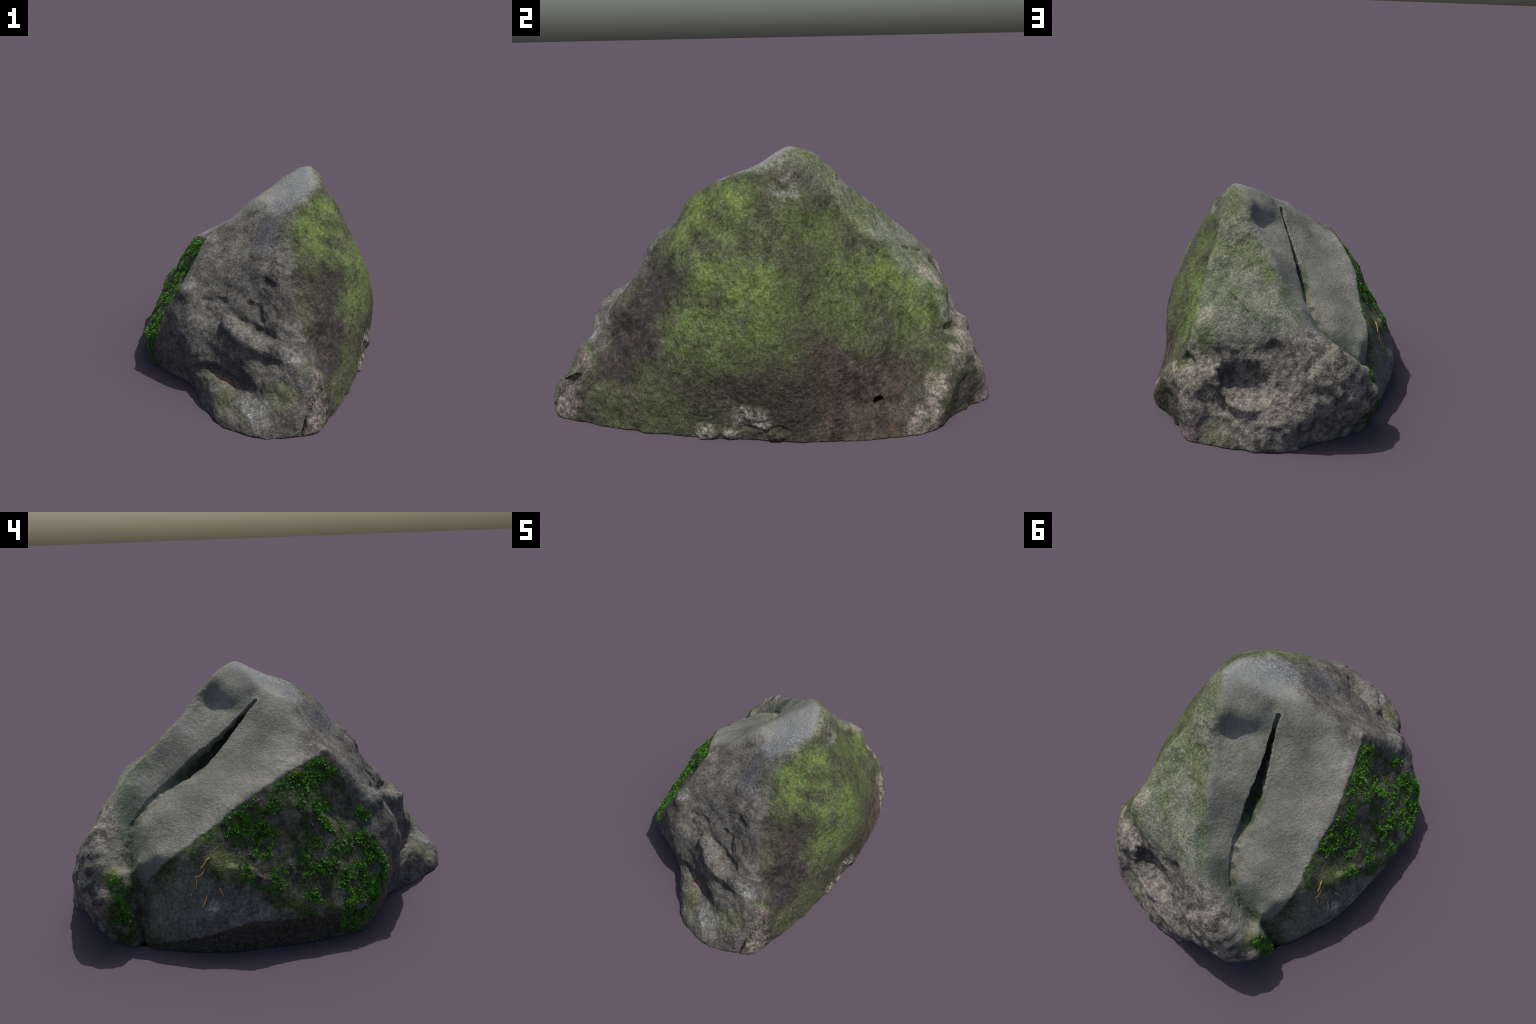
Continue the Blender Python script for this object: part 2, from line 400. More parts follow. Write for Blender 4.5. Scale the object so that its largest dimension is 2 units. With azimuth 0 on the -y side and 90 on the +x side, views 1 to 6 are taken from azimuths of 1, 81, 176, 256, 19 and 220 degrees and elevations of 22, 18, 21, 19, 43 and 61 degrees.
    back = back * (0.2 + 0.8 * smooth(-0.01, 0.09, (co - a0) @ n0))
    lumps = fbm(co, 20, 2, 11, 0.25)
    relief = back * (0.0085 * lumps + 0.008 * noise(co, 8, 31)) + front * (0.009 * fbm(co, 11, 3, 21))
    shoulder = smooth(0.0, 0.15, co[:, 1] - 0.15) * smooth(0.0, 0.1, co[:, 0] - 0.05) * smooth(0.45, 0.6, co[:, 2]) * (1 - back)
    relief += shoulder * 0.006 * fbm(co, 12, 3, 61)
    relief += (1 - back) * 0.004 * fbm(co, 7, 3, 41) + (1 - 0.8 * slab) * 0.0022 * fbm(co, 45, 2, 51)
    co = co + nrm * relief[:, None]
    co[:, 2] = np.maximum(co[:, 2], 0.0)
    return make_mesh("rock", co, tris), co, tris


# ---------------------------------------------------------------- materials
class Nodes:
    """Small helper to wire shader nodes."""

    def __init__(self, name):
        self.mat = bpy.data.materials.new(name)
        self.mat.use_nodes = True
        self.t = self.mat.node_tree
        self.bsdf = self.t.nodes["Principled BSDF"]

    def new(self, kind, **props):
        n = self.t.nodes.new(kind)
        for k, v in props.items():
            setattr(n, k, v)
        return n

    def put(self, sock, v):
        if isinstance(v, bpy.types.NodeSocket):
            self.t.links.new(v, sock)
        elif isinstance(v, (tuple, list)) and len(v) == 3 and sock.type == "RGBA":
            sock.default_value = (*v, 1.0)
        else:
            sock.default_value = v

    def math(self, op, a, b=0.0, clamp=False):
        n = self.new("ShaderNodeMath", operation=op, use_clamp=clamp)
        self.put(n.inputs[0], a)
        self.put(n.inputs[1], b)
        return n.outputs[0]

    def vec(self, op, a, b=(0, 0, 0)):
        n = self.new("ShaderNodeVectorMath", operation=op)
        self.put(n.inputs[0], a)
        self.put(n.inputs[1], b)
        return n.outputs["Value"] if op in ("DOT_PRODUCT", "LENGTH") else n.outputs[0]

    def scale(self, a, f):
        n = self.new("ShaderNodeVectorMath", operation="SCALE")
        self.put(n.inputs[0], a)
        n.inputs["Scale"].default_value = f
        return n.outputs[0]

    def noise(self, scale, detail=3.0, rough=0.55, vector=None, colour=False):
        n = self.new("ShaderNodeTexNoise")
        n.inputs["Scale"].default_value = scale
        n.inputs["Detail"].default_value = detail
        n.inputs["Roughness"].default_value = rough
        if vector is not None:
            self.put(n.inputs["Vector"], vector)
        return n.outputs["Color"] if colour else n.outputs["Fac"]

    def ramp(self, x, a, b, lo=0.0, hi=1.0):
        n = self.new("ShaderNodeMapRange", interpolation_type="SMOOTHSTEP")
        self.put(n.inputs[0], x)
        for i, v in enumerate((a, b, lo, hi)):
            n.inputs[i + 1].default_value = v
        return n.outputs[0]

    def mix(self, fac, a, b, kind="MIX"):
        n = self.new("ShaderNodeMix", data_type="RGBA", blend_type=kind)
        self.put(n.inputs[0], fac)
        self.put(n.inputs[6], a)
        self.put(n.inputs[7], b)
        return n.outputs[2]

    def spots(self, p, items, soft=0.45):
        """Union of soft ellipsoid patches (x, y, z, radius)."""
        out = None
        for x, y, z, r in items:
            d = self.vec("LENGTH", self.scale(self.vec("SUBTRACT", p, (x, y, z)), 1.0 / r))
            m = self.ramp(d, 1 + soft, 1 - soft)
            out = m if out is None else self.math("MAXIMUM", out, m)
        return out

    def beyond(self, p, a, b, c, toward, soft=0.01):
        """1 on the side of plane abc where the point `toward` lies."""
        a, b, c, toward = (np.array(v, float) for v in (a, b, c, toward))
        n = np.cross(b - a, c - a)
        n /= np.linalg.norm(n)
        if (toward - a) @ n < 0:
            n = -n
        d = self.math("SUBTRACT", self.vec("DOT_PRODUCT", p, tuple(n)), float(n @ a))
        return self.ramp(d, -soft, soft), d


HEART = (0.0, 0.0, 0.20)


def rock_material():
    m = Nodes("weathered_rock")
    obj = m.vec("ADD", m.new("ShaderNodeTexCoord").outputs["Object"], (1e-6, 1e-6, 1e-6))

    def centred(scale, detail):
        sep = m.new("ShaderNodeSeparateColor")
        m.put(sep.inputs[0], m.noise(scale, detail, 0.6, obj, True))
        xyz = m.new("ShaderNodeCombineXYZ")
        for i in range(3):
            m.put(xyz.inputs[i], sep.outputs[i])
        return m.vec("SUBTRACT", xyz.outputs[0], (0.5, 0.5, 0.5))

    p = m.vec("ADD", obj, m.vec("ADD", m.scale(centred(4.0, 3.0), 0.20), m.scale(centred(22.0, 3.0), 0.05)))
    q = m.vec("ADD", obj, m.scale(centred(18.0, 4.0), 0.03))
    broad = m.ramp(m.noise(5.0, 4.0, 0.6, obj), 0.35, 0.65)
    mid = m.ramp(m.noise(17.0, 5.0, 0.65, obj), 0.34, 0.66)
    small = m.ramp(m.noise(55.0, 4.0, 0.7, obj), 0.30, 0.70)
    grain = m.noise(230.0, 2.0, 0.7, obj)
    inv = lambda x: m.math("SUBTRACT", 1.0, x)
    both = lambda *x: x[0] if len(x) == 1 else m.math("MULTIPLY", x[0], both(*x[1:]))

    # zones of the block
    pe = m.vec("ADD", p, m.scale(centred(7.0, 4.0), 0.16))
    east_up, _ = m.beyond(pe, (0.31, -0.09, 1.01), (0.15, -0.42, 0.78), HEART, (0.7, -0.2, 0.5), 0.045)
    east_low, _ = m.beyond(pe, (0.15, -0.42, 0.78), (0.29, -0.84, 0.20), HEART, (0.7, -0.2, 0.5), 0.035)
    east = both(east_up, east_low)
    behind, _ = m.beyond(p, (0.335, 0.195, 0.97), (0.53, 0.755, 0.28), HEART, (0.2, 0.7, 0.6), 0.02)
    ridge, _ = m.beyond(q, (0.25, 0.14, 1.065), (0.04, 0.52, 0.77), HEART, (0.3, 0.6, 0.7), 0.015)
    under_moss, moss_d = m.beyond(q, (-0.315, -0.22, 0.765), (-0.43, 0.331, 0.525), HEART, (-0.65, 0.0, 0.3), 0.006)
    before_front, _ = m.beyond(q, (-0.315, -0.22, 0.765), (-0.605, -0.405, 0.26), HEART, (-0.6, 0.0, 0.4), 0.008)
    crest, _ = m.beyond(p, (0.20, -0.10, 0.99), (-0.145, -0.13, 0.86), HEART, (0.0, -0.6, 0.5), 0.04)
    lobe, _ = m.beyond(p, (-0.08, 0.71, 0.62), (-0.445, 0.815, 0.31), HEART, (0.2, 0.95, 0.2), 0.05)
    broken = both(m.ramp(m.vec("DOT_PRODUCT", p, (0.0, 1.0, -0.45)), 0.47, 0.60), lobe)

    calm = both(inv(crest), inv(ridge), inv(broken), inv(under_moss))
    # slabs: pale warm grey, a little greener in broad clouds
    col = m.mix(broad, C_SLAB[0], C_SLAB[1])
    col = m.mix(both(m.ramp(m.noise(3.2, 2.0, 0.5, obj), 0.45, 0.62), 0.6), col, C_SLAB[2])
    # front face: darker, lichen-mottled
    front = m.mix(mid, C_FRONT[0], C_FRONT[1])
    front = m.mix(both(m.ramp(m.noise(8.0, 5.0, 0.65, obj), 0.52, 0.66), 0.75), front, C_FRONT[2])
    col = m.mix(crest, col, front)
    col = m.mix(both(m.spots(p, [(0.17, -0.07, 1.0, 0.13), (0.11, -0.15, 0.97, 0.10), (0.24, 0.0, 1.06, 0.10)]), 0.8), col, (0.235, 0.245, 0.25))
    col = m.mix(both(m.spots(p, [(0.04, -0.30, 0.84, 0.07), (0.0, -0.36, 0.78, 0.06)]), 0.7), col, (0.115, 0.12, 0.13))
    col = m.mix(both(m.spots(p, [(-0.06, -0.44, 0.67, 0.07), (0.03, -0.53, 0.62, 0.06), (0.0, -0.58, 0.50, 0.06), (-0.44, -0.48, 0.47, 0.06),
                                 (-0.08, -0.73, 0.20, 0.09), (-0.22, -0.64, 0.25, 0.06), (0.15, -0.60, 0.52, 0.09), (0.19, -0.52, 0.64, 0.07), (0.03, -0.66, 0.42, 0.04)]), m.math("ADD", both(mid, 0.6), 0.4), 0.7), col, (0.045, 0.042, 0.04))  # crevice and trough shade put into the colour, with some dark mottling
    col = m.mix(both(m.spots(p, [(-0.05, -0.85, 0.10, 0.06), (0.0, -0.89, 0.09, 0.06), (0.17, -0.76, 0.355, 0.05), (-0.40, -0.39, 0.56, 0.05),
                                 (0.20, -0.68, 0.44, 0.04)]), m.ramp(m.noise(20.0, 5.0, 0.7, obj), 0.32, 0.6), 0.8), col, (0.30, 0.31, 0.295))
    col = m.mix(both(m.spots(p, [(-0.10, -0.66, 0.44, 0.05), (0.0, -0.72, 0.41, 0.05), (-0.17, -0.60, 0.45, 0.04)]), 0.6), col, (0.19, 0.18, 0.155))
    col = m.mix(both(m.spots(p, [(0.12, -0.90, 0.17, 0.08), (-0.20, -0.79, 0.11, 0.07), (-0.28, -0.68, 0.12, 0.05), (-0.09, -0.88, 0.07, 0.04)]), 0.6), col, (0.115, 0.125, 0.055))

    # east face: dark crust under green algae
    crust = m.mix(mid, (0.028, 0.025, 0.020), (0.098, 0.093, 0.072))
    crust = m.mix(both(m.math("MAXIMUM", broad, m.ramp(m.noise(11.0, 5.0, 0.65, obj), 0.46, 0.60)), 0.6), crust, m.mix(small, (0.052, 0.062, 0.030), (0.10, 0.108, 0.062)))
    col = m.mix(east, col, crust)
    # back shoulder: grey-green
    col = m.mix(both(ridge, inv(broken)), col, m.mix(mid, C_SHOULDER[0], C_SHOULDER[1]))
    # broken back: beige and dark pits
    pits = m.ramp(m.noise(24.0, 4.0, 0.6, obj), 0.36, 0.62)
    rough = m.mix(pits, (0.080, 0.075, 0.067), (0.265, 0.242, 0.200))
    rough = m.mix(both(broad, 0.4), rough, (0.145, 0.142, 0.125))
    col = m.mix(broken, col, rough)
    col = m.mix(both(east, inv(behind)), col, crust)

    # algae patches
    algae = m.mix(mid, (0.062, 0.092, 0.028), (0.145, 0.205, 0.060))
    spread = m.ramp(m.noise(9.0, 6.0, 0.7, obj), 0.36, 0.60)
    green = m.spots(p, [(0.36, -0.22, 0.90, 0.13), (0.27, -0.34, 0.82, 0.13), (0.50, -0.24, 0.65, 0.20), (0.57, -0.08, 0.57, 0.20), (0.53, -0.36, 0.44, 0.15),
                        (0.46, 0.42, 0.63, 0.16), (0.49, 0.54, 0.50, 0.14), (0.54, 0.20, 0.60, 0.18), (0.43, 0.10, 0.82, 0.12)], 0.75)
    col = m.mix(both(green, m.math("ADD", both(spread, 0.72), 0.16)), col, algae)
    moist = m.spots(p, [(0.37, -0.20, 0.91, 0.06), (0.30, -0.32, 0.83, 0.06), (0.53, -0.20, 0.63, 0.07), (0.57, -0.08, 0.60, 0.07), (0.52, -0.35, 0.46, 0.06), (0.60, -0.09, 0.50, 0.07),
                        (0.47, 0.50, 0.56, 0.07), (0.46, 0.41, 0.63, 0.06), (0.51, 0.57, 0.44, 0.06)], 0.8)
    col = m.mix(both(moist, spread, 0.6), col, (0.16, 0.225, 0.062))
    thin = m.spots(p, [(0.45, -0.60, 0.22, 0.10), (0.50, -0.49, 0.08, 0.12), (0.41, -0.71, 0.11, 0.09), (0.62, -0.16, 0.28, 0.14),
                       (0.59, 0.58, 0.30, 0.11), (0.26, -0.80, 0.28, 0.06), (0.60, 0.08, 0.50, 0.16), (0.60, 0.35, 0.40, 0.14), (0.45, 0.12, 0.80, 0.14)])
    col = m.mix(both(thin, spread, 0.7), col, (0.080, 0.100, 0.040))
    shoulder = m.spots(p, [(0.27, 0.23, 0.98, 0.08), (0.29, 0.14, 1.05, 0.07), (0.22, 0.38, 0.82, 0.09), (0.14, 0.45, 0.80, 0.05), (0.09, 0.52, 0.75, 0.05),
                           (0.28, 0.56, 0.64, 0.05), (0.22, 0.65, 0.61, 0.035), (0.33, 0.33, 0.84, 0.08), (0.41, 0.70, 0.47, 0.06), (0.50, 0.72, 0.33, 0.05)])
    col = m.mix(both(shoulder, m.math("ADD", both(spread, 0.6), 0.25)), col, m.mix(small, (0.085, 0.115, 0.05), (0.165, 0.185, 0.08)))
    # brown, plum and dark stains
    col = m.mix(both(m.spots(p, [(0.36, -0.60, 0.40, 0.11), (0.35, -0.66, 0.29, 0.10), (0.36, -0.48, 0.56, 0.09), (0.33, -0.72, 0.24, 0.06), (0.42, -0.56, 0.38, 0.07)], 0.7), 0.92), col,
                m.mix(mid, (0.020, 0.017, 0.017), (0.058, 0.048, 0.048)))
    col = m.mix(both(m.spots(p, [(0.52, 0.04, 0.72, 0.07), (0.56, 0.05, 0.63, 0.07), (0.63, 0.08, 0.45, 0.08), (0.39, -0.24, 0.86, 0.05), (0.55, -0.36, 0.22, 0.10),
                                 (0.64, -0.04, 0.14, 0.12), (0.34, -0.44, 0.67, 0.06), (0.345, 0.06, 1.03, 0.035), (0.345, 0.15, 0.99, 0.04)], 0.8), mid, 0.62), col, (0.040, 0.036, 0.027))
    col = m.mix(both(m.spots(p, [(0.62, -0.10, 0.24, 0.12), (0.66, 0.06, 0.26, 0.13), (0.64, -0.02, 0.14, 0.12), (0.66, 0.12, 0.36, 0.08)], 0.7), m.math("ADD", both(mid, 0.5), 0.4), 0.75), col, (0.046, 0.038, 0.031))
    rust = m.mix(mid, (0.036, 0.027, 0.022), (0.110, 0.084, 0.068))
    rust = m.mix(both(m.ramp(m.noise(7.0, 4.0, 0.6, obj), 0.5, 0.62), 0.7), rust, (0.085, 0.055, 0.035))
    col = m.mix(both(m.spots(p, [(0.67, 0.21, 0.28, 0.10), (0.67, 0.30, 0.19, 0.13), (0.65, 0.40, 0.22, 0.09), (0.68, 0.21, 0.10, 0.12), (0.69, 0.35, 0.08, 0.13), (0.66, 0.14, 0.34, 0.07)], 0.6), 0.9), col, rust)
    col = m.mix(both(m.spots(p, [(0.37, 0.05, 0.965, 0.055), (0.38, 0.0, 0.95, 0.04)]), mid, 0.7), col, (0.24, 0.235, 0.22))
    # pale weathered stone
    pale = m.mix(small, (0.22, 0.20, 0.175), (0.44, 0.41, 0.37))
    col = m.mix(both(m.spots(q, [(0.60, -0.19, 0.11, 0.045), (0.635, -0.13, 0.09, 0.04), (0.58, -0.35, 0.02, 0.045), (0.60, -0.24, 0.02, 0.03)]), m.ramp(m.noise(24.0, 5.0, 0.7, obj), 0.35, 0.6), 0.65), col, pale)
    col = m.mix(both(m.spots(p, [(0.64, 0.60, 0.18, 0.055), (0.65, 0.54, 0.07, 0.06), (0.67, 0.48, 0.02, 0.05), (0.59, 0.69, 0.27, 0.05), (0.52, 0.77, 0.30, 0.06),
                                 (0.41, 0.63, 0.56, 0.05), (0.23, 0.90, 0.20, 0.06), (0.08, 0.93, 0.20, 0.07), (-0.02, 0.98, 0.20, 0.05), (0.14, 0.93, 0.17, 0.05)]), m.ramp(m.noise(16.0, 5.0, 0.7, obj), 0.32, 0.6), 0.8), col,
                m.mix(small, (0.26, 0.23, 0.20), (0.40, 0.35, 0.30)))
    col = m.mix(both(m.spots(p, [(0.27, 0.80, 0.33, 0.06), (0.06, 0.80, 0.47, 0.045), (0.30, 0.83, 0.30, 0.05), (0.17, 0.82, 0.36, 0.05)]), 0.65), col, (0.055, 0.053, 0.052))  # dark pits, and shade on the hollow's wall put into the colour
    col = m.mix(both(m.spots(p, [(0.46, 0.90, 0.04, 0.06)]), 0.7), col, (0.16, 0.115, 0.12))
    col = m.mix(both(m.spots(p, [(0.34, 0.94, 0.03, 0.09)]), 0.6), col, (0.15, 0.155, 0.09))
    # seam: damp green film
    damp = m.spots(p, [(-0.11, 0.70, 0.59, 0.06), (-0.17, 0.71, 0.52, 0.07), (-0.24, 0.70, 0.44, 0.07), (-0.05, 0.61, 0.65, 0.05), (-0.30, 0.67, 0.40, 0.07)])
    col = m.mix(both(damp, 0.7), col, (0.085, 0.115, 0.075))
    col = m.mix(both(m.spots(p, [(-0.135, 0.50, 0.59, 0.03), (-0.15, 0.54, 0.565, 0.03), (-0.175, 0.59, 0.53, 0.03), (-0.20, 0.63, 0.49, 0.03)]), mid, 0.6), col, (0.15, 0.13, 0.06))
    col = m.mix(both(m.spots(q, [(-0.08, 0.34, 0.67, 0.045), (-0.10, 0.42, 0.63, 0.04), (-0.43, 0.72, 0.26, 0.05), (-0.36, 0.71, 0.33, 0.035), (-0.47, 0.72, 0.12, 0.05)]), 0.8), col, (0.035, 0.07, 0.015))
    col = m.mix(both(m.spots(q, [(-0.42, 0.82, 0.33, 0.05), (-0.45, 0.80, 0.26, 0.04)]), 0.7), col, (0.17, 0.20, 0.06))

    col = m.mix(both(m.spots(q, [(x - 0.004, y - 0.004, z - 0.010, 0.018) for x, y, z in ((-0.13, 0.57, 0.575), (-0.16, 0.63, 0.53), (-0.20, 0.68, 0.485), (-0.24, 0.705, 0.445), (-0.27, 0.715, 0.42), (-0.31, 0.722, 0.378), (-0.33, 0.725, 0.357))], 0.6), 0.75), col, (0.045, 0.055, 0.025))
    # dark olive-brown deep in the crack
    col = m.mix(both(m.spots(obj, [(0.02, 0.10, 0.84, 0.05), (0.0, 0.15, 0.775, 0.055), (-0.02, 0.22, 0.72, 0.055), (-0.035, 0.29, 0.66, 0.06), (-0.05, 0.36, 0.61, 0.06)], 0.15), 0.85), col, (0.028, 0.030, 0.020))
    # west flank below the slab, mossy soil face, dark brown band at the foot
    flank = m.spots(p, [(-0.54, 0.57, 0.20, 0.17), (-0.58, 0.46, 0.25, 0.15), (-0.52, 0.62, 0.08, 0.13)])
    col = m.mix(both(flank, 0.85), col, m.mix(mid, (0.105, 0.115, 0.088), (0.165, 0.175, 0.138)))
    soil = m.mix(mid, (0.038, 0.037, 0.026), (0.150, 0.143, 0.112))
    soil = m.mix(both(m.ramp(m.noise(12.0, 5.0, 0.65, obj), 0.45, 0.58), 0.85), soil, m.mix(small, (0.020, 0.045, 0.008), (0.055, 0.115, 0.02)))
    soil = m.mix(both(m.spots(p, [(-0.60, 0.24, 0.34, 0.05), (-0.57, 0.30, 0.36, 0.05), (-0.53, 0.36, 0.38, 0.05)]), 0.7), soil, (0.17, 0.19, 0.075))
    soil = m.mix(both(m.spots(q, [(-0.62, 0.21, 0.32, 0.02), (-0.61, 0.29, 0.295, 0.02), (-0.56, 0.0, 0.38, 0.02)]), 0.8), soil, (0.065, 0.035, 0.06))
    face = both(under_moss, before_front, inv(m.spots(p, [(-0.58, 0.58, 0.20, 0.17), (-0.62, 0.42, 0.17, 0.10), (-0.66, 0.28, 0.17, 0.09), (-0.56, 0.50, 0.30, 0.10)])))
    col = m.mix(face, col, soil)
    col = m.mix(both(m.ramp(moss_d, -0.10, -0.003), inv(under_moss), before_front, m.ramp(m.vec("DOT_PRODUCT", q, (0.0, 1.0, 0.0)), 0.52, 0.42), m.ramp(m.noise(14.0, 4.0, 0.6, obj), 0.3, 0.6), 0.65), col, m.mix(small, (0.27, 0.255, 0.23), (0.40, 0.38, 0.34)))
    col = m.mix(m.spots(p, [(-0.62, 0.36, 0.21, 0.09), (-0.66, 0.27, 0.20, 0.07), (-0.61, 0.46, 0.17, 0.07)]), col, m.mix(mid, (0.10, 0.098, 0.095), (0.20, 0.195, 0.19)))
    band = both(m.ramp(m.math("MAXIMUM", m.vec("DOT_PRODUCT", q, (0.0, -0.05, 1.0)), m.math("SUBTRACT", m.vec("DOT_PRODUCT", q, (0.0, 0.33, 1.0)), 0.10)), 0.150, 0.135), m.ramp(m.vec("DOT_PRODUCT", q, (1.0, -0.30, 0.0)), -0.60, -0.66))
    col = m.mix(both(band, 0.9), col, m.mix(small, (0.040, 0.034, 0.028), (0.075, 0.064, 0.052)))
    # litter in the front trough, plum-brown chip
    col = m.mix(both(m.spots(q, [(-0.13, -0.725, 0.135, 0.022), (-0.17, -0.70, 0.14, 0.022), (-0.21, -0.675, 0.145, 0.022)]), 0.9), col, m.mix(small, (0.07, 0.04, 0.03), (0.20, 0.13, 0.10)))
    col = m.mix(both(m.spots(p, [(0.28, -0.90, 0.09, 0.06), (0.28, -0.86, 0.16, 0.05), (0.25, -0.94, 0.02, 0.06), (0.27, -0.81, 0.24, 0.04)]), 0.8), col, m.mix(small, (0.06, 0.048, 0.046), (0.23, 0.19, 0.175)))

    # fine grain, mica flecks
    tone = both(m.ramp(grain, 0.28, 0.72, 0.70, 1.30), m.ramp(m.noise(95.0, 3.0, 0.7, obj), 0.32, 0.68, 0.68, 1.30), m.ramp(small, 0.0, 1.0, 0.80, 1.16))
    tone = m.math("ADD", both(tone, inv(both(calm, 0.62))), both(calm, 0.62))
    mul = m.new("ShaderNodeCombineColor")
    for i in range(3):
        m.put(mul.inputs[i], tone)
    col = m.mix(1.0, col, mul.outputs[0], "MULTIPLY")
    vor = m.new("ShaderNodeTexVoronoi")
    vor.inputs["Scale"].default_value = 60.0
    m.put(vor.inputs["Vector"], obj)
    col = m.mix(both(m.ramp(vor.outputs["Distance"], 0.10, 0.05), 0.55), col, (0.42, 0.42, 0.38))
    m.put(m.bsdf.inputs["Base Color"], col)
    m.bsdf.inputs["Roughness"].default_value = 0.88
    m.bsdf.inputs["Specular IOR Level"].default_value = 0.25
    bump = m.new("ShaderNodeBump")
    bump.inputs["Strength"].default_value = 0.7
    bump.inputs["Distance"].default_value = 0.004
    m.put(bump.inputs["Height"], m.math("ADD", m.noise(140.0, 4.0, 0.7, obj), both(small, 0.8)))
    m.put(m.bsdf.inputs["Normal"], bump.outputs[0])
    return m.mat


C_SLAB = [(0.188, 0.190, 0.156), (0.262, 0.260, 0.218), (0.160, 0.168, 0.130)]
C_FRONT = [(0.085, 0.080, 0.072), (0.165, 0.160, 0.145), (0.060, 0.057, 0.052)]
C_SHOULDER = [(0.120, 0.140, 0.090), (0.225, 0.235, 0.180)]


def plain_material(name, a, b, scale, rough=0.7, translucent=0.0):
    m = Nodes(name)
    pos = m.new("ShaderNodeNewGeometry").outputs["Position"]
    f = m.ramp(m.noise(scale, 3.0, 0.6, pos), 0.32, 0.68)
    rnd = m.new("ShaderNodeObjectInfo").outputs["Random"]
    f = m.math("ADD", m.math("MULTIPLY", f, 0.75), m.math("MULTIPLY", rnd, 0.25))
    col = m.mix(f, a, b)
    m.put(m.bsdf.inputs["Base Color"], col)
    m.bsdf.inputs["Roughness"].default_value = rough
    if translucent:
        tr = m.new("ShaderNodeBsdfTranslucent")
        m.put(tr.inputs["Color"], col)
        mx = m.new("ShaderNodeMixShader")
        mx.inputs[0].default_value = translucent
        m.t.links.new(m.bsdf.outputs[0], mx.inputs[1])
        m.t.links.new(tr.outputs[0], mx.inputs[2])
        m.t.links.new(mx.outputs[0], m.t.nodes["Material Output"].inputs[0])
    return m.mat


# ---------------------------------------------------------------- moss
def moss_shape(rng, leaves=13):
    """A sprig cushion: short curled leaflets fanning from one root."""
    vs, fs = [], []
    for i in range(leaves):
        az = rng.uniform(0, 2 * math.pi)
        tilt = rng.uniform(0.25, 1.25)
        length = rng.uniform(0.6, 1.15)
        wide = rng.uniform(0.13, 0.22)
        d = np.array([math.cos(az) * math.sin(tilt), math.sin(az) * math.sin(tilt), math.cos(tilt)])
        side = np.array([-math.sin(az), math.cos(az), 0.0])
        curl = rng.uniform(0.1, 0.5)
        up = np.cross(side, d)
        base = len(vs)
        root = np.array([rng.uniform(-0.35, 0.35), rng.uniform(-0.35, 0.35), -0.25])
        for t, w in ((0.0, 0.5), (0.4, 1.0), (0.75, 0.8), (1.0, 0.12)):
            c = root + d * length * t + np.array([0, 0, -1.0]) * curl * t * t * length
            vs += [c - side * wide * w, c + up * wide * 0.25 * w, c + side * wide * w]
        for k in range(3):
            o = base + 3 * k
            fs += [(o, o + 1, o + 4, o + 3), (o + 1, o + 2, o + 5, o + 4)]
    return np.array(vs), fs


MOSS_PATCHES = [
    (-0.369, -0.143, 0.683, 0.077, 1.0),
    (-0.412, -0.043, 0.656, 0.063, 1.0),
    (-0.364, -0.194, 0.68, 0.043, 1.0),
    (-0.466, 0.243, 0.519, 0.084, 1.0),
    (-0.503, 0.153, 0.484, 0.079, 0.9),
    (-0.431, 0.299, 0.55, 0.031, 1.0),
    (-0.464, 0.088, 0.576, 0.045, 0.6),
    (-0.47, -0.013, 0.591, 0.041, 0.5),
    (-0.395, 0.035, 0.681, 0.052, 0.35),
    (-0.431, 0.18, 0.618, 0.04, 0.35),
    (-0.475, -0.131, 0.517, 0.073, 0.9),
    (-0.495, -0.172, 0.449, 0.051, 0.8),
    (-0.47, -0.333, 0.492, 0.04, 0.7),
    (-0.558, -0.293, 0.353, 0.091, 1.0),
    (-0.6, -0.346, 0.286, 0.08, 1.0),
    (-0.645, -0.296, 0.205, 0.093, 1.0),
    (-0.641, -0.211, 0.24, 0.065, 0.7),
    (-0.597, -0.029, 0.337, 0.063, 0.8),
    (-0.601, -0.1, 0.316, 0.046, 0.8),
    (-0.688, -0.226, 0.123, 0.101, 0.9),
    (-0.661, -0.311, 0.155, 0.064, 0.9),
    (-0.592, 0.251, 0.349, 0.054, 0.3),
    (-0.631, 0.224, 0.29, 0.034, 0.35),
    (-0.669, -0.024, 0.222, 0.046, 0.5),
    (-0.551, -0.161, 0.37, 0.043, 0.25),
    (-0.546, 0.167, 0.42, 0.055, 0.55),
    (-0.618, 0.1, 0.315, 0.07, 0.3),
    (-0.597, -0.175, 0.313, 0.054, 0.5),
    (-0.542, -0.08, 0.423, 0.044, 0.3),
    (-0.442, 0.793, 0.3, 0.041, 0.8),
    (-0.461, 0.777, 0.241, 0.045, 0.8),
    (-0.477, 0.767, 0.16, 0.034, 0.8),
    (-0.481, 0.755, 0.081, 0.024, 0.7),
    (-0.036, 0.313, 0.668, 0.029, 0.25),
]


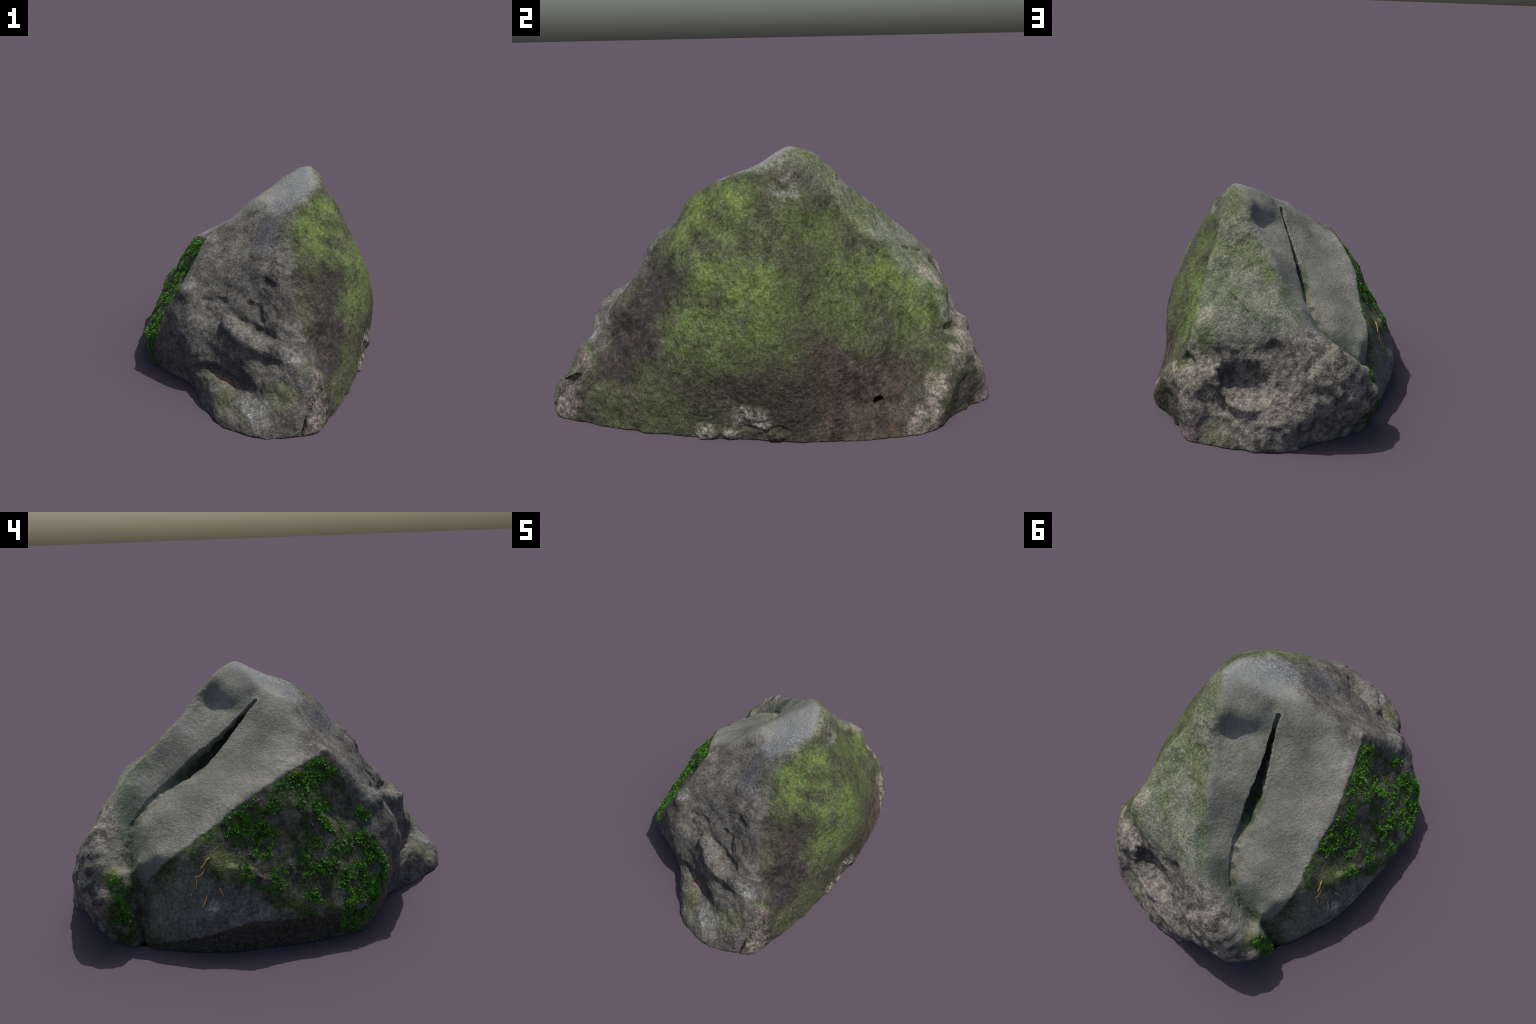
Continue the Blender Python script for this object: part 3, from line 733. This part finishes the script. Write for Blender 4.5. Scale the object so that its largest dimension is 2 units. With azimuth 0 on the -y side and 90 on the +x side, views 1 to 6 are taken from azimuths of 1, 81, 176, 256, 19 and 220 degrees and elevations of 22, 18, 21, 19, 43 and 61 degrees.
def grow_moss(co, tris, root_obj):
    rng = np.random.default_rng(7)
    pyr = random.Random(11)
    shapes = [moss_shape(pyr) for _ in range(6)]
    a, b, c = co[tris[:, 0]], co[tris[:, 1]], co[tris[:, 2]]
    cen = (a + b + c) / 3
    fn = np.cross(b - a, c - a)
    area = np.linalg.norm(fn, axis=1) / 2
    fn /= np.maximum(2 * area, 1e-12)[:, None]
    dens = np.zeros(len(tris))
    for x, y, z, r, k in MOSS_PATCHES:
        d = np.linalg.norm(cen - (x, y, z), axis=1)
        dens = np.maximum(dens, k * (1 - smooth(0.55 * r, 1.15 * r, d)))
    dens *= smooth(-0.35, 0.15, fbm(cen, 28, 2, 77))
    # keep to the soil face: nothing grows over the worn slab edge
    a0, b0 = np.array((-0.315, -0.22, 0.765)), np.array((-0.43, 0.331, 0.525))
    side = np.cross(b0 - a0, np.array(HEART) - a0)
    side /= np.linalg.norm(side) * np.sign(side @ (np.array((-0.65, 0.0, 0.3)) - a0))
    dens *= smooth(0.006, 0.02, (cen - a0) @ side) + (cen[:, 1] > 0.6)
    prob = dens * area
    pick = rng.choice(len(tris), size=MOSS_COUNT, p=prob / prob.sum())
    size = 0.007 + 0.010 * rng.random(MOSS_COUNT) ** 1.6 * (0.5 + dens[pick])
    order = np.argsort(-size)
    green = plain_material("moss_green", (0.018, 0.075, 0.005), (0.13, 0.36, 0.028), 30.0, 0.6, 0.25)
    meshes = []
    for i, (vs, fs) in enumerate(shapes):
        me = bpy.data.meshes.new("moss_tuft")
        me.from_pydata([tuple(v) for v in vs], [], fs)
        me.shade_smooth()
        me.materials.append(green)
        meshes.append(me)
    rest_v, rest_f, off = [], [], 0
    for rank, i in enumerate(order):
        t = pick[i]
        n = Vector(fn[t] + np.array([0, 0, 0.35])).normalized()
        rot = n.to_track_quat("Z", "Y").to_matrix() @ __import__("mathutils").Matrix.Rotation(pyr.uniform(0, 6.28), 3, "Z")
        s = float(size[i])
        k = pyr.randrange(len(shapes))
        pos = cen[t] + fn[t] * s * 0.15
        if rank < 300:
            o = bpy.data.objects.new("moss_tuft", meshes[k])
            o.matrix_world = __import__("mathutils").Matrix.LocRotScale(Vector(pos), rot, Vector((s, s, s)))
            o.parent = root_obj
            bpy.context.scene.collection.objects.link(o)
        else:
            r = np.array(rot)
            v = shapes[k][0] @ r.T * s + pos
            rest_v.append(v)
            rest_f += [tuple(x + off for x in f) for f in shapes[k][1]]
            off += len(v)
    me = bpy.data.meshes.new("moss_carpet")
    me.from_pydata([tuple(v) for v in np.concatenate(rest_v)], [], rest_f)
    me.shade_smooth()
    me.materials.append(green)
    o = bpy.data.objects.new("moss_carpet", me)
    o["kind"] = "stuff"
    o.parent = root_obj
    bpy.context.scene.collection.objects.link(o)


def lay_twig(name, path, radius, mat, co, root_obj, lift=0.004):
    path = [np.array(p, float) for p in path]
    pts = []
    for p in path:
        i = np.argmin(((co - p) ** 2).sum(1))
        out = co[i] - np.array([0.0, 0.0, 0.2])
        pts.append(co[i] + out / np.linalg.norm(out) * lift)
    cu = bpy.data.curves.new(name, "CURVE")
    cu.dimensions = "3D"
    cu.bevel_depth = radius
    cu.bevel_resolution = 3
    cu.use_fill_caps = True
    sp = cu.splines.new("BEZIER")
    sp.bezier_points.add(len(pts) - 1)
    for k, (bp, p) in enumerate(zip(sp.bezier_points, pts)):
        bp.co = p
        bp.handle_left_type = bp.handle_right_type = "AUTO"
        bp.radius = 1.0 if 0 < k < len(pts) - 1 else 0.55
    tmp = bpy.data.objects.new(name, cu)
    bpy.context.scene.collection.objects.link(tmp)
    me = bpy.data.meshes.new_from_object(tmp.evaluated_get(bpy.context.evaluated_depsgraph_get()))
    bpy.data.objects.remove(tmp)
    me.name = name
    me.materials.clear()
    me.materials.append(mat)
    me.shade_smooth()
    o = bpy.data.objects.new(name, me)
    o.parent = root_obj
    bpy.context.scene.collection.objects.link(o)


TWIGS = [
    ([(-0.519, 0.39, 0.407), (-0.523, 0.406, 0.399), (-0.53, 0.424, 0.377), (-0.53, 0.438, 0.367)], 0.0028),
    ([(-0.538, 0.419, 0.364), (-0.541, 0.436, 0.343), (-0.539, 0.451, 0.334), (-0.534, 0.465, 0.334)], 0.003),
    ([(-0.535, 0.461, 0.334), (-0.546, 0.461, 0.313), (-0.558, 0.465, 0.286)], 0.0026),
    ([(-0.583, 0.422, 0.27), (-0.599, 0.438, 0.238), (-0.606, 0.451, 0.219)], 0.0028),
    ([(-0.568, 0.44, 0.283), (-0.571, 0.455, 0.269)], 0.0018),
    ([(-0.558, 0.49, 0.271), (-0.563, 0.488, 0.263)], 0.003),
    ([(-0.591, 0.368, 0.293), (-0.61, 0.36, 0.263)], 0.0016),
]

# ---------------------------------------------------------------- assembly
root = bpy.data.objects.new("mossy_boulder", None)
bpy.context.scene.collection.objects.link(root)
root["label"] = "grey weathered boulder with green moss and a crack"
root["category"] = "rock"

rock_mesh, CO, TRIS = build_rock()
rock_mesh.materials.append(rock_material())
rock = bpy.data.objects.new("rock", rock_mesh)
rock.parent = root
bpy.context.scene.collection.objects.link(rock)
MOSS_COUNT = 3000
grow_moss(CO, TRIS, root)
twig_brown = plain_material("twig_brown", (0.42, 0.19, 0.05), (0.70, 0.40, 0.15), 40.0, 0.6)
for path, radius in TWIGS:
    lay_twig("twig", path, 1.35 * radius, twig_brown, CO, root)
